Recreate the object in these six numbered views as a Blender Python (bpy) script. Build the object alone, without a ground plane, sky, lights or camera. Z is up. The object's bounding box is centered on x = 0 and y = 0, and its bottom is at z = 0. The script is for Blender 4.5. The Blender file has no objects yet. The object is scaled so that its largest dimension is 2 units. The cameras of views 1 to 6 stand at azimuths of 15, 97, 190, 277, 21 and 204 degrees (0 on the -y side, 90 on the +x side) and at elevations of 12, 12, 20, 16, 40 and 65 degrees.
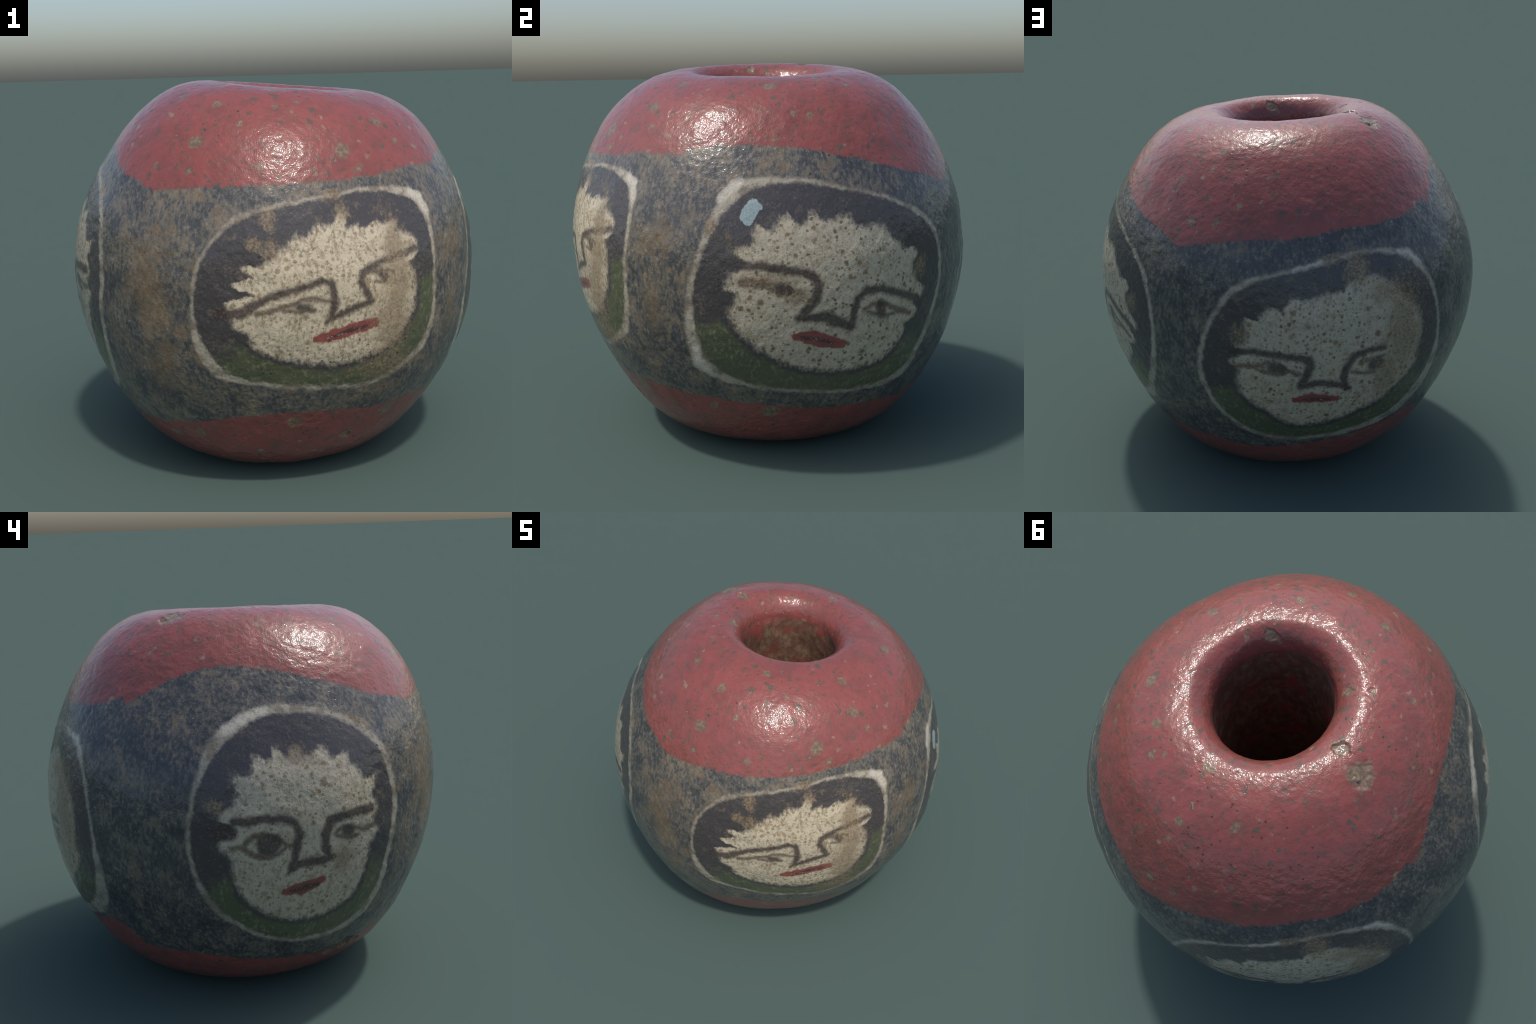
"""Ancient mosaic-glass bead with four inlaid portrait faces.

The bead is a squat, slightly irregular sphere pierced by a vertical bore.
Brick-red caps at top and bottom, a dark slate-blue band between them, and
four framed portraits (hair, face, garment) set into the band.
Frame of reference: azimuth 0 looks at -y, 90 at +x; heights in metres.
"""
import math
import bpy
import numpy as np

TAU = 2 * math.pi

# --------------------------------------------------------------------------
# SHAPE: meridian radii about the bead's heart (0, 0, 0.85), read every 9
# degrees of polar angle from 30 (shoulder) to 165 (foot), for 12 azimuths.
# --------------------------------------------------------------------------
HEART = 0.85
POLAR = np.radians(np.arange(30, 166, 9.0))
MERIDIANS = {
    0: [1.072, 1.086, 1.076, 1.056, 1.035, 1.015, 0.997, 0.984, 0.974, 0.968, 0.969, 0.979, 0.987, 0.975, 0.931, 0.863],
    30: [1.056, 1.075, 1.067, 1.05, 1.032, 1.012, 0.991, 0.971, 0.955, 0.946, 0.948, 0.962, 0.978, 0.973, 0.93, 0.862],
    60: [1.042, 1.063, 1.055, 1.038, 1.024, 1.01, 0.994, 0.979, 0.966, 0.955, 0.952, 0.96, 0.974, 0.969, 0.926, 0.858],
    90: [1.037, 1.061, 1.053, 1.037, 1.025, 1.015, 1.005, 0.997, 0.99, 0.981, 0.974, 0.975, 0.982, 0.971, 0.925, 0.855],
    120: [1.041, 1.064, 1.057, 1.042, 1.027, 1.011, 0.994, 0.982, 0.977, 0.975, 0.976, 0.983, 0.992, 0.979, 0.928, 0.854],
    150: [1.05, 1.067, 1.059, 1.044, 1.028, 1.009, 0.989, 0.976, 0.972, 0.975, 0.982, 0.994, 1.003, 0.987, 0.932, 0.855],
    180: [1.06, 1.065, 1.05, 1.032, 1.018, 1.004, 0.992, 0.987, 0.989, 0.993, 0.999, 1.007, 1.009, 0.988, 0.931, 0.855],
    210: [1.063, 1.055, 1.031, 1.011, 0.998, 0.988, 0.982, 0.98, 0.983, 0.988, 0.995, 1.003, 1.003, 0.981, 0.926, 0.854],
    240: [1.059, 1.043, 1.02, 1.007, 1.002, 0.997, 0.99, 0.982, 0.976, 0.976, 0.983, 0.994, 0.996, 0.975, 0.923, 0.855],
    270: [1.058, 1.042, 1.023, 1.015, 1.015, 1.014, 1.007, 0.995, 0.982, 0.976, 0.98, 0.99, 0.992, 0.971, 0.922, 0.856],
    300: [1.065, 1.056, 1.038, 1.023, 1.013, 1.005, 0.996, 0.987, 0.978, 0.973, 0.975, 0.983, 0.985, 0.967, 0.922, 0.858],
    330: [1.074, 1.077, 1.062, 1.04, 1.02, 1.003, 0.991, 0.983, 0.978, 0.975, 0.976, 0.982, 0.985, 0.969, 0.926, 0.861],
}
# broad swellings (+) and flats (-) on top of the meridians:
# azimuth, polar angle, amount, spread in azimuth, spread in polar angle
SWELLS = [(224, 78, 0.026, 17, 28), (50, 106, 0.024, 14, 13), (44, 63, -0.024, 10, 10), (4, 108, -0.010, 10, 12), (330, 92, -0.007, 8, 9), (62, 130, 0.012, 16, 10), (335, 128, 0.008, 16, 9), (200, 110, -0.008, 10, 12),
          (122, 90, 0.014, 12, 14), (178, 86, 0.010, 18, 10), (146, 55, -0.012, 12, 12), (141, 120, 0.009, 10, 9), (301, 81, 0.007, 8, 10)]
TOP_CREST = dict(centre=(0.047, 0.006), radius=(0.380, 0.386), height=1.793, tilt=0.034, tilt_azimuth=278.0)
TOP_THROAT = dict(centre=(0.058, -0.002), radius=(0.263, 0.285), drop=0.125)
FOOT_CREST = dict(centre=(0.0, 0.008), radius=(0.382, 0.382), height=0.0)
FOOT_THROAT = dict(centre=(0.02, 0.01), radius=(0.265, 0.275), rise=0.14)
BORE_WAIST = 0.004      # the bore narrows by this much half way down

# edge between red cap and blue band: (azimuth, height)
CAP_EDGE = [(4, 1.413), (15, 1.416), (25, 1.417), (33, 1.421), (44, 1.423), (50, 1.437), (57, 1.449), (67, 1.446), (71.6, 1.443),
            (75, 1.467), (84, 1.485), (96, 1.482), (109, 1.467), (116, 1.441), (124, 1.417), (131.5, 1.386), (140, 1.348), (149, 1.322),
            (157, 1.274), (163, 1.304), (171, 1.334), (180, 1.357), (190, 1.367), (199, 1.393), (207, 1.414), (216, 1.419), (220, 1.427),
            (228, 1.438), (236.5, 1.470), (239, 1.485), (241.7, 1.46), (248, 1.507), (254, 1.557), (263, 1.6), (272, 1.617), (279, 1.615),
            (293, 1.59), (303, 1.548), (312, 1.516), (320, 1.469), (327, 1.436), (334, 1.420), (340, 1.384), (343, 1.393), (353, 1.405)]
# edge between blue band and red foot
FOOT_EDGE = [(0, 0.394), (14, 0.418), (29, 0.415), (44, 0.394), (56, 0.398), (65, 0.389), (72, 0.376), (80, 0.373), (88, 0.352), (95, 0.348),
             (107, 0.315), (120, 0.293), (130, 0.283), (140, 0.273), (150, 0.256), (157, 0.268), (165, 0.288), (173, 0.274), (179, 0.266), (195, 0.30),
             (213, 0.354), (218, 0.384), (226, 0.397), (231, 0.43), (238, 0.427), (241, 0.385), (244, 0.323), (251, 0.32), (259, 0.322), (266, 0.314),
             (285, 0.27), (304, 0.246), (311, 0.255), (316, 0.272), (332, 0.31), (348, 0.347)]

# tan and grey-olive inclusions in the red glass: x, y, z, radius
INCLUSIONS = [
    (-0.129, -0.779, 1.58, 0.03), (-0.077, -0.626, 1.733, 0.024), (0.578, -0.422, 1.637, 0.028), (0.47, -0.66, 1.535, 0.033),
    (0.544, -0.656, 1.464, 0.022), (0.253, -0.559, 1.731, 0.013), (0.175, -0.628, 1.712, 0.014), (0.663, -0.421, 1.554, 0.015),
    (0.044, -0.728, 1.651, 0.017), (-0.139, -0.849, 1.468, 0.012), (-0.315, -0.781, 1.487, 0.013), (0.273, -0.775, 0.363, 0.029),
    (0.628, -0.511, 0.359, 0.043), (-0.16, -0.786, 0.291, 0.026), (-0.29, -0.719, 0.248, 0.026), (0.475, -0.319, 1.735, 0.024),
    (0.59, 0.099, 1.718, 0.026), (0.715, 0.21, 1.603, 0.013), (0.696, 0.278, 1.599, 0.017), (0.434, 0.419, 1.721, 0.018),
    (0.804, 0.143, 1.508, 0.012), (0.8, -0.149, 0.329, 0.021), (0.798, 0.101, 0.298, 0.04), (0.218, 0.639, 1.676, 0.018),
    (-0.016, 0.598, 1.732, 0.021), (0.254, 0.701, 1.607, 0.016), (0.399, 0.682, 1.554, 0.015), (0.316, 0.827, 1.394, 0.021),
    (0.195, 0.855, 1.405, 0.016), (0.091, 0.826, 1.479, 0.015), (-0.47, 0.714, 0.344, 0.023), (-0.586, 0.3, 1.658, 0.014),
    (-0.505, -0.175, 1.767, 0.013), (-0.265, -0.324, 1.816, 0.014), (0.47, 0.292, 1.741, 0.022), (0.377, 0.412, 1.742, 0.014),
    (0.176, 0.411, 1.781, 0.026), (-0.28, -0.493, 1.765, 0.022), (0.112, -0.481, 1.784, 0.021), (-0.422, 0.329, 1.764, 0.012)]
# broken places: x, y, z, radius, depth
CHIPS = [(-0.415, 0.235, 1.80, 0.050, 0.006), (-0.435, 0.262, 1.79, 0.030, 0.004), (-0.38, 0.255, 1.80, 0.022, 0.004), (-0.300, 0.165, 1.81, 0.036, 0.010), (-0.272, 0.150, 1.79, 0.026, 0.005), (-0.247, -0.108, 1.79, 0.028, 0.005),
         (-0.334, -0.124, 1.81, 0.02, 0.004), (0.182, -0.287, 1.74, 0.03, 0.005), (-0.545, -0.55, 0.245, 0.04, 0.014),
         (-0.50, -0.588, 0.243, 0.03, 0.010), (0.464, -0.58, 0.238, 0.03, 0.012), (-0.59, -0.475, 0.22, 0.035, 0.006)]
# hairline crack down the cap
CRACK = [(-0.408, 0.388, 1.748), (-0.499, 0.386, 1.69), (-0.565, 0.394, 1.625), (-0.613, 0.391, 1.576), (-0.684, 0.393, 1.486)]

# --------------------------------------------------------------------------
# PORTRAITS.  Panel coordinates: u = azimuth offset in radians, v = height
# offset.  Frame radii every 10 degrees anticlockwise from +u; the hairline
# (face outline) as (angle, radius); strokes as (u, v, half width).
# --------------------------------------------------------------------------
PANELS = {}
PANELS['A'] = dict(
    accent=[[(0.54, 0.357, 0.018), (0.594, 0.327, 0.022), (0.615, 0.275, 0.016)]],
    azimuth=24.0, height=0.985,
    frame_radius=[0.589, 0.604, 0.639, 0.639, 0.564, 0.49, 0.439, 0.395, 0.373, 0.36, 0.359, 0.366, 0.383, 0.411, 0.443, 0.466, 0.492, 0.507, 0.512, 0.525, 0.536, 0.531, 0.531, 0.499, 0.457, 0.437, 0.417, 0.422, 0.431, 0.462, 0.504, 0.541, 0.573, 0.611, 0.615, 0.596],
    frame_width=[0.027, 0.029, 0.036, 0.073, 0.04, 0.028, 0.023, 0.018, 0.018, 0.02, 0.02, 0.022, 0.023, 0.02, 0.031, 0.02, 0.018, 0.018, 0.018, 0.02, 0.041, 0.063, 0.063, 0.032, 0.031, 0.029, 0.03, 0.03, 0.031, 0.03, 0.026, 0.033, 0.037, 0.052, 0.038, 0.03],
    hairline=[(4, 0.471), (10, 0.444), (12, 0.506), (18, 0.533), (25, 0.488), (28, 0.448), (32, 0.47), (35, 0.43), (39, 0.405), (43, 0.392), (44, 0.343), (54, 0.316), (60, 0.28), (63, 0.33), (66, 0.345), (70, 0.335), (74, 0.264), (78, 0.268), (89, 0.261), (94, 0.241), (105, 0.231), (109, 0.247), (121, 0.232), (141, 0.225), (153, 0.257), (156, 0.265), (158, 0.32), (162, 0.33), (165, 0.281), (167, 0.277), (172, 0.359), (175, 0.361), (179, 0.272), (182, 0.273), (185, 0.377), (188, 0.387), (194, 0.39), (199, 0.371), (203, 0.375), (209, 0.326), (214, 0.347), (221, 0.355), (231, 0.339), (249, 0.31), (271, 0.315), (292, 0.349), (307, 0.386), (320, 0.433), (329, 0.468), (335, 0.46), (343, 0.479), (354, 0.478)],
    brow_and_nose=[[(-0.413, -0.086, 0.0198), (-0.322, -0.08, 0.0198), (-0.246, -0.038, 0.0119), (-0.191, -0.008, 0.0106), (-0.11, 0.01, 0.0086), (-0.027, 0.032, 0.0092), (0.021, 0.046, 0.0092), (0.057, 0.033, 0.0106), (0.069, -0.006, 0.0112), (0.072, -0.056, 0.0125), (0.064, -0.09, 0.0119), (0.042, -0.126, 0.0066)], [(0.05, -0.122, 0.0053), (0.108, -0.099, 0.0099), (0.191, -0.072, 0.0099), (0.238, -0.06, 0.0119)], [(0.238, -0.06, 0.0106), (0.214, -0.015, 0.0099), (0.194, 0.03, 0.0099), (0.203, 0.063, 0.0099), (0.248, 0.085, 0.0092), (0.324, 0.104, 0.0092), (0.407, 0.114, 0.0079), (0.49, 0.131, 0.0106)]],
    eyelid=[[(-0.254, -0.084, 0.0079), (-0.165, -0.061, 0.0073), (-0.097, -0.043, 0.0053), (-0.07, -0.025, 0.0053), (-0.028, -0.025, 0.0059), (0.049, -0.041, 0.004)], [(-0.145, -0.067, 0.004), (-0.07, -0.079, 0.0046), (-0.015, -0.069, 0.004)], [(0.23, 0.057, 0.004), (0.288, 0.067, 0.0046), (0.356, 0.048, 0.004)], [(0.262, 0.022, 0.0033), (0.32, 0.007, 0.0033)]],
    pupil=[[(-0.077, -0.056, 0.0092), (-0.039, -0.058, 0.0092)], [(0.296, 0.049, 0.0106), (0.316, 0.029, 0.0106)]],
    lip=[[(-0.002, -0.202, 0.0092), (0.06, -0.193, 0.0172), (0.15, -0.174, 0.0185), (0.261, -0.155, 0.0145)]],
    teeth=[[(0.046, -0.2, 0.0066), (0.12, -0.181, 0.0106), (0.221, -0.164, 0.0086)]],
    garment=(211, 1),
    stains=[(0.383, 0.047, 0.065, 0.214), (0.35, -0.173, 0.085, 0.161), (0.343, -0.362, 0.139, 0.055), (0.136, 0.314, 0.032, 0.039), (-0.198, 0.304, 0.032, 0.045), (-0.193, 0.182, 0.031, 0.039), (-0.255, 0.202, 0.034, 0.026), (0.098, 0.387, 0.055, 0.032)])

PANELS['B'] = dict(
    accent=[[(-0.35, 0.46, 0.012), (-0.37, 0.449, 0.02), (-0.43, 0.394, 0.018)], [(-0.56, -0.25, 0.016), (-0.554, -0.316, 0.024), (-0.517, -0.353, 0.018)]],
    azimuth=110.4, height=0.881,
    frame_radius=[0.676, 0.667, 0.641, 0.582, 0.525, 0.482, 0.452, 0.435, 0.431, 0.439, 0.456, 0.481, 0.51, 0.529, 0.531, 0.527, 0.525, 0.534, 0.544, 0.557, 0.573, 0.59, 0.572, 0.529, 0.496, 0.472, 0.464, 0.465, 0.483, 0.517, 0.561, 0.623, 0.679, 0.669, 0.672, 0.674],
    frame_width=[0.031, 0.031, 0.04, 0.033, 0.021, 0.021, 0.018, 0.018, 0.02, 0.023, 0.027, 0.032, 0.046, 0.063, 0.054, 0.041, 0.035, 0.032, 0.04, 0.049, 0.063, 0.099, 0.056, 0.033, 0.027, 0.02, 0.02, 0.02, 0.021, 0.025, 0.029, 0.048, 0.068, 0.054, 0.048, 0.041],
    hairline=[(9, 0.466), (13, 0.515), (17, 0.5), (19, 0.443), (25, 0.417), (33, 0.392), (40, 0.398), (49, 0.358), (53, 0.321), (60, 0.31), (66, 0.338), (76, 0.326), (80, 0.294), (89, 0.3), (92, 0.331), (98, 0.336), (101, 0.312), (107, 0.3), (111, 0.324), (112, 0.355), (120, 0.358), (127, 0.333), (131, 0.36), (131, 0.398), (138, 0.391), (142, 0.351), (146, 0.368), (149, 0.404), (152, 0.409), (155, 0.393), (156, 0.353), (162, 0.351), (166, 0.389), (171, 0.402), (176, 0.41), (177, 0.384), (179, 0.358), (185, 0.368), (189, 0.402), (196, 0.4), (207, 0.384), (219, 0.366), (234, 0.347), (249, 0.344), (269, 0.355), (287, 0.388), (302, 0.438), (313, 0.482), (323, 0.507), (332, 0.514), (336, 0.48), (340, 0.534), (345, 0.542), (348, 0.49), (351, 0.555), (356, 0.553), (359, 0.485)],
    brow_and_nose=[[(-0.334, 0.129, 0.0126), (-0.255, 0.126, 0.0126), (-0.169, 0.109, 0.014), (-0.081, 0.094, 0.014), (-0.03, 0.068, 0.014), (-0.016, 0.031, 0.014), (-0.034, -0.028, 0.014), (-0.071, -0.071, 0.0154), (-0.101, -0.104, 0.0112)], [(-0.097, -0.104, 0.0098), (-0.052, -0.103, 0.0126), (0.018, -0.104, 0.0195), (0.076, -0.134, 0.0154), (0.133, -0.163, 0.0154)], [(0.134, -0.167, 0.0112), (0.145, -0.093, 0.0112), (0.154, -0.039, 0.0119), (0.198, -0.006, 0.0119), (0.271, -0.008, 0.0119), (0.386, -0.046, 0.0112), (0.51, -0.092, 0.014)]],
    eyelid=[[(-0.335, 0.057, 0.014), (-0.256, 0.05, 0.0154), (-0.17, 0.029, 0.0154), (-0.105, 0.011, 0.0126)], [(0.193, -0.092, 0.0063), (0.237, -0.07, 0.0063), (0.306, -0.081, 0.007), (0.385, -0.122, 0.0077), (0.473, -0.154, 0.007)], [(0.213, -0.104, 0.0049), (0.283, -0.136, 0.0056), (0.365, -0.135, 0.0056)]],
    pupil=[[(-0.177, 0.029, 0.0195), (-0.156, 0.021, 0.0195)], [(0.276, -0.078, 0.0168), (0.285, -0.112, 0.0168)]],
    lip=[[(-0.111, -0.184, 0.0112), (-0.049, -0.19, 0.0237), (0.024, -0.217, 0.0237), (0.106, -0.238, 0.0112)]],
    teeth=[[(-0.092, -0.191, 0.007), (-0.025, -0.202, 0.0119), (0.062, -0.225, 0.0077)]],
    chip=[[(-0.312, 0.324, 0.0321), (-0.282, 0.363, 0.0321)]],
    garment=(191, 333),
    stains=[(-0.105, -0.008, 0.052, 0.034), (-0.241, 0.064, 0.108, 0.026), (-0.47, 0.283, 0.024, 0.042), (0.517, 0.056, 0.04, 0.048)])

PANELS['C'] = dict(
    accent=[[(-0.10, 0.40, 0.006), (0.03, 0.432, 0.004)], [(0.44, 0.455, 0.004), (0.508, 0.444, 0.012), (0.574, 0.391, 0.006)]],
    azimuth=196.8, height=0.845,
    frame_radius=[0.677, 0.68, 0.68, 0.672, 0.643, 0.585, 0.528, 0.474, 0.43, 0.407, 0.401, 0.403, 0.416, 0.437, 0.454, 0.466, 0.475, 0.487, 0.503, 0.523, 0.534, 0.541, 0.536, 0.528, 0.511, 0.494, 0.479, 0.473, 0.47, 0.481, 0.504, 0.535, 0.589, 0.636, 0.661, 0.674],
    frame_width=[0.032, 0.023, 0.028, 0.036, 0.042, 0.036, 0.027, 0.027, 0.026, 0.025, 0.021, 0.021, 0.021, 0.032, 0.04, 0.038, 0.029, 0.026, 0.032, 0.034, 0.036, 0.031, 0.036, 0.038, 0.035, 0.034, 0.034, 0.034, 0.036, 0.043, 0.048, 0.056, 0.07, 0.098, 0.087, 0.056],
    hairline=[(8, 0.567), (17, 0.571), (27, 0.532), (40, 0.499), (52, 0.469), (61, 0.414), (64, 0.37), (67, 0.33), (76, 0.304), (89, 0.278), (101, 0.265), (106, 0.29), (112, 0.292), (124, 0.262), (133, 0.313), (144, 0.308), (146, 0.285), (150, 0.36), (155, 0.347), (159, 0.32), (168, 0.319), (174, 0.349), (176, 0.32), (181, 0.327), (184, 0.371), (187, 0.38), (190, 0.351), (195, 0.338), (203, 0.372), (210, 0.386), (222, 0.374), (237, 0.359), (251, 0.379), (262, 0.383), (280, 0.379), (296, 0.386), (312, 0.41), (324, 0.455), (335, 0.491), (343, 0.531), (350, 0.559), (359, 0.54)],
    brow_and_nose=[[(-0.382, 0.012, 0.0132), (-0.335, 0.015, 0.0106), (-0.258, 0.02, 0.0106), (-0.167, 0.013, 0.0119), (-0.076, 0.004, 0.0119), (-0.015, -0.006, 0.0132), (-0.002, -0.033, 0.0145), (-0.014, -0.075, 0.0132), (-0.031, -0.12, 0.0145), (-0.043, -0.154, 0.0106)], [(-0.037, -0.151, 0.0092), (0.025, -0.134, 0.0119), (0.088, -0.134, 0.0119), (0.139, -0.147, 0.0092), (0.175, -0.166, 0.0106)], [(0.179, -0.169, 0.0119), (0.156, -0.113, 0.0132), (0.166, -0.053, 0.0132), (0.199, 0.003, 0.0132), (0.257, 0.021, 0.0106), (0.344, 0.032, 0.0092)]],
    eyelid=[[(-0.334, -0.061, 0.0092), (-0.256, -0.054, 0.0066), (-0.21, -0.032, 0.0066), (-0.157, -0.026, 0.0073), (-0.103, -0.059, 0.0059), (-0.052, -0.082, 0.0053)], [(-0.256, -0.063, 0.004), (-0.201, -0.083, 0.004), (-0.148, -0.087, 0.0046), (-0.103, -0.066, 0.0046)], [(0.198, -0.082, 0.0046), (0.26, -0.097, 0.0046), (0.314, -0.094, 0.0046)], [(0.228, -0.039, 0.004), (0.287, -0.024, 0.0046), (0.349, -0.015, 0.0046)]],
    pupil=[[(-0.179, -0.055, 0.0158), (-0.137, -0.056, 0.0158)], [(0.299, -0.056, 0.0211), (0.326, -0.05, 0.0224)]],
    lip=[[(-0.067, -0.228, 0.0066), (-0.0, -0.218, 0.0172), (0.065, -0.22, 0.0172), (0.136, -0.227, 0.0066)]],
    teeth=[[(-0.024, -0.225, 0.0059), (0.041, -0.225, 0.0092), (0.107, -0.227, 0.0059)]],
    garment=(203, 345),
    stains=[(0.454, 0.095, 0.096, 0.227), (0.383, -0.115, 0.065, 0.121), (0.204, 0.404, 0.061, 0.077), (0.377, 0.287, 0.117, 0.052), (0.085, 0.451, 0.051, 0.034), (-0.337, 0.093, 0.039, 0.048)])

PANELS['D'] = dict(
    accent=[[(-0.109, 0.469, 0.014), (-0.224, 0.438, 0.018), (-0.31, 0.398, 0.016)]],
    azimuth=292.0, height=0.978,
    frame_radius=[0.511, 0.512, 0.517, 0.527, 0.51, 0.491, 0.475, 0.46, 0.452, 0.449, 0.454, 0.461, 0.46, 0.463, 0.466, 0.461, 0.461, 0.456, 0.459, 0.468, 0.478, 0.492, 0.51, 0.523, 0.528, 0.548, 0.564, 0.578, 0.594, 0.619, 0.634, 0.629, 0.59, 0.541, 0.513, 0.505],
    frame_width=[0.042, 0.04, 0.042, 0.042, 0.045, 0.038, 0.032, 0.035, 0.036, 0.04, 0.044, 0.049, 0.058, 0.066, 0.059, 0.036, 0.02, 0.023, 0.027, 0.025, 0.025, 0.03, 0.034, 0.035, 0.033, 0.031, 0.03, 0.03, 0.031, 0.035, 0.049, 0.065, 0.062, 0.047, 0.039, 0.04],
    hairline=[(1, 0.401), (7, 0.393), (12, 0.371), (16, 0.416), (21, 0.425), (24, 0.368), (34, 0.363), (40, 0.354), (45, 0.376), (50, 0.362), (52, 0.32), (58, 0.316), (61, 0.339), (71, 0.324), (72, 0.297), (81, 0.279), (84, 0.31), (92, 0.312), (96, 0.284), (99, 0.29), (102, 0.335), (106, 0.337), (110, 0.295), (115, 0.3), (118, 0.34), (123, 0.348), (131, 0.288), (135, 0.312), (138, 0.342), (144, 0.344), (149, 0.3), (160, 0.292), (168, 0.342), (173, 0.335), (176, 0.277), (184, 0.269), (187, 0.336), (191, 0.355), (196, 0.335), (205, 0.312), (209, 0.333), (220, 0.364), (230, 0.4), (244, 0.424), (256, 0.447), (270, 0.465), (284, 0.481), (297, 0.488), (307, 0.491), (316, 0.452), (327, 0.412), (336, 0.391), (344, 0.4), (348, 0.42), (352, 0.375), (356, 0.375)],
    brow_and_nose=[[(-0.276, 0.039, 0.0152), (-0.223, 0.037, 0.014), (-0.15, 0.043, 0.0127), (-0.068, 0.042, 0.0127), (-0.021, 0.016, 0.0114), (-0.003, -0.028, 0.014), (-0.011, -0.084, 0.014), (-0.026, -0.155, 0.0114), (-0.051, -0.207, 0.0063)], [(-0.045, -0.202, 0.0051), (-0.003, -0.175, 0.0127), (0.048, -0.168, 0.0178), (0.101, -0.176, 0.014), (0.152, -0.164, 0.0102)], [(0.14, -0.169, 0.0089), (0.119, -0.12, 0.014), (0.115, -0.061, 0.0165), (0.136, -0.001, 0.0165), (0.197, 0.013, 0.014), (0.274, 0.015, 0.014), (0.357, 0.015, 0.0165)], [(-0.357, -0.003, 0.0254), (-0.294, -0.011, 0.0241)]],
    eyelid=[[(-0.297, -0.077, 0.0063), (-0.24, -0.069, 0.0089), (-0.206, -0.032, 0.0095), (-0.152, -0.018, 0.0095), (-0.099, -0.041, 0.0082), (-0.059, -0.076, 0.0063), (-0.028, -0.089, 0.0063)], [(-0.241, -0.079, 0.0063), (-0.195, -0.114, 0.007), (-0.135, -0.128, 0.0076), (-0.087, -0.111, 0.0063), (-0.056, -0.085, 0.0051)], [(0.162, -0.056, 0.0057), (0.203, -0.036, 0.0063), (0.262, -0.045, 0.0063), (0.316, -0.074, 0.0063), (0.378, -0.062, 0.0076)], [(0.17, -0.064, 0.0044), (0.227, -0.094, 0.0051), (0.288, -0.09, 0.0051)]],
    pupil=[[(-0.139, -0.07, 0.0419), (-0.132, -0.066, 0.0419)], [(0.226, -0.058, 0.019), (0.238, -0.063, 0.019)]],
    lip=[[(-0.064, -0.305, 0.0089), (-0.005, -0.296, 0.0228), (0.054, -0.286, 0.0241), (0.111, -0.266, 0.0114)]],
    teeth=[[(-0.039, -0.303, 0.0089), (0.024, -0.295, 0.0152), (0.089, -0.283, 0.0102)]],
    mole=[[(0.124, 0.18, 0.0127), (0.125, 0.16, 0.0127)]],
    garment=(211, 331),
    stains=[(0.015, 0.291, 0.052, 0.037), (0.398, 0.394, 0.061, 0.041), (-0.354, 0.103, 0.04, 0.026), (0.206, -0.183, 0.053, 0.063)])

# --------------------------------------------------------------------------
# small numeric helpers
# --------------------------------------------------------------------------
def lattice_noise(p, scale, seed):
    """Smooth value noise in -1..1 on an integer lattice."""
    q = p * scale + seed * 17.31
    i = np.floor(q).astype(np.int64)
    f = q - i
    f = f * f * f * (f * (f * 6 - 15) + 10)
    total = np.zeros(len(p))
    for cx in (0, 1):
        for cy in (0, 1):
            for cz in (0, 1):
                h = (i[:, 0] + cx) * 374761393 + (i[:, 1] + cy) * 668265263 + (i[:, 2] + cz) * 2147483647 + seed * 974711
                h = (h ^ (h >> 13)) * 1274126177 & 0x7FFFFFFF
                h = (h ^ (h >> 16)) & 0xFFFF
                w = (f[:, 0] if cx else 1 - f[:, 0]) * (f[:, 1] if cy else 1 - f[:, 1]) * (f[:, 2] if cz else 1 - f[:, 2])
                total += w * (h / 32767.5 - 1)
    return total


def natural_spline(x, y, q):
    """Natural cubic spline through rows of y (len(x), k) at q."""
    n = len(x)
    h = np.diff(x)
    a = np.zeros((n, n))
    b = np.zeros((n,) + y.shape[1:])
    a[0, 0] = a[-1, -1] = 1
    for i in range(1, n - 1):
        a[i, i - 1:i + 2] = h[i - 1], 2 * (h[i - 1] + h[i]), h[i]
        b[i] = 6 * ((y[i + 1] - y[i]) / h[i] - (y[i] - y[i - 1]) / h[i - 1])
    m = np.linalg.solve(a, b)
    k = np.clip(np.searchsorted(x, q) - 1, 0, n - 2)
    t0, t1, hk = x[k + 1] - q, q - x[k], h[k]
    sh = (slice(None),) + (None,) * (y.ndim - 1)
    return (m[k] * (t0 ** 3 / (6 * hk))[sh] + m[k + 1] * (t1 ** 3 / (6 * hk))[sh]
            + (y[k] / hk[sh] - m[k] * (hk / 6)[sh]) * t0[sh] + (y[k + 1] / hk[sh] - m[k + 1] * (hk / 6)[sh]) * t1[sh])


def around(values, count):
    """Fourier interpolation of equally spaced values round the bead."""
    spec = np.fft.rfft(values, axis=0)
    full = np.zeros((count // 2 + 1,) + spec.shape[1:], complex)
    full[:len(spec)] = spec
    return np.fft.irfft(full, count, axis=0) * (count / len(values))


def periodic(points, az):
    x, y = np.array(points, float).T
    return np.interp(az, x, y, period=360)


# --------------------------------------------------------------------------
# BODY SURFACE: one closed grid (rows along the meridian loop, columns round)
# --------------------------------------------------------------------------
COLUMNS, OUTER, SHOULDER, LIP, BORE = 1280, 470, 56, 40, 60


def ring(spec, az):
    a = np.radians(az)
    return np.stack([spec["centre"][0] + spec["radius"][0] * np.sin(a), spec["centre"][1] - spec["radius"][1] * np.cos(a)], 1)


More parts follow.
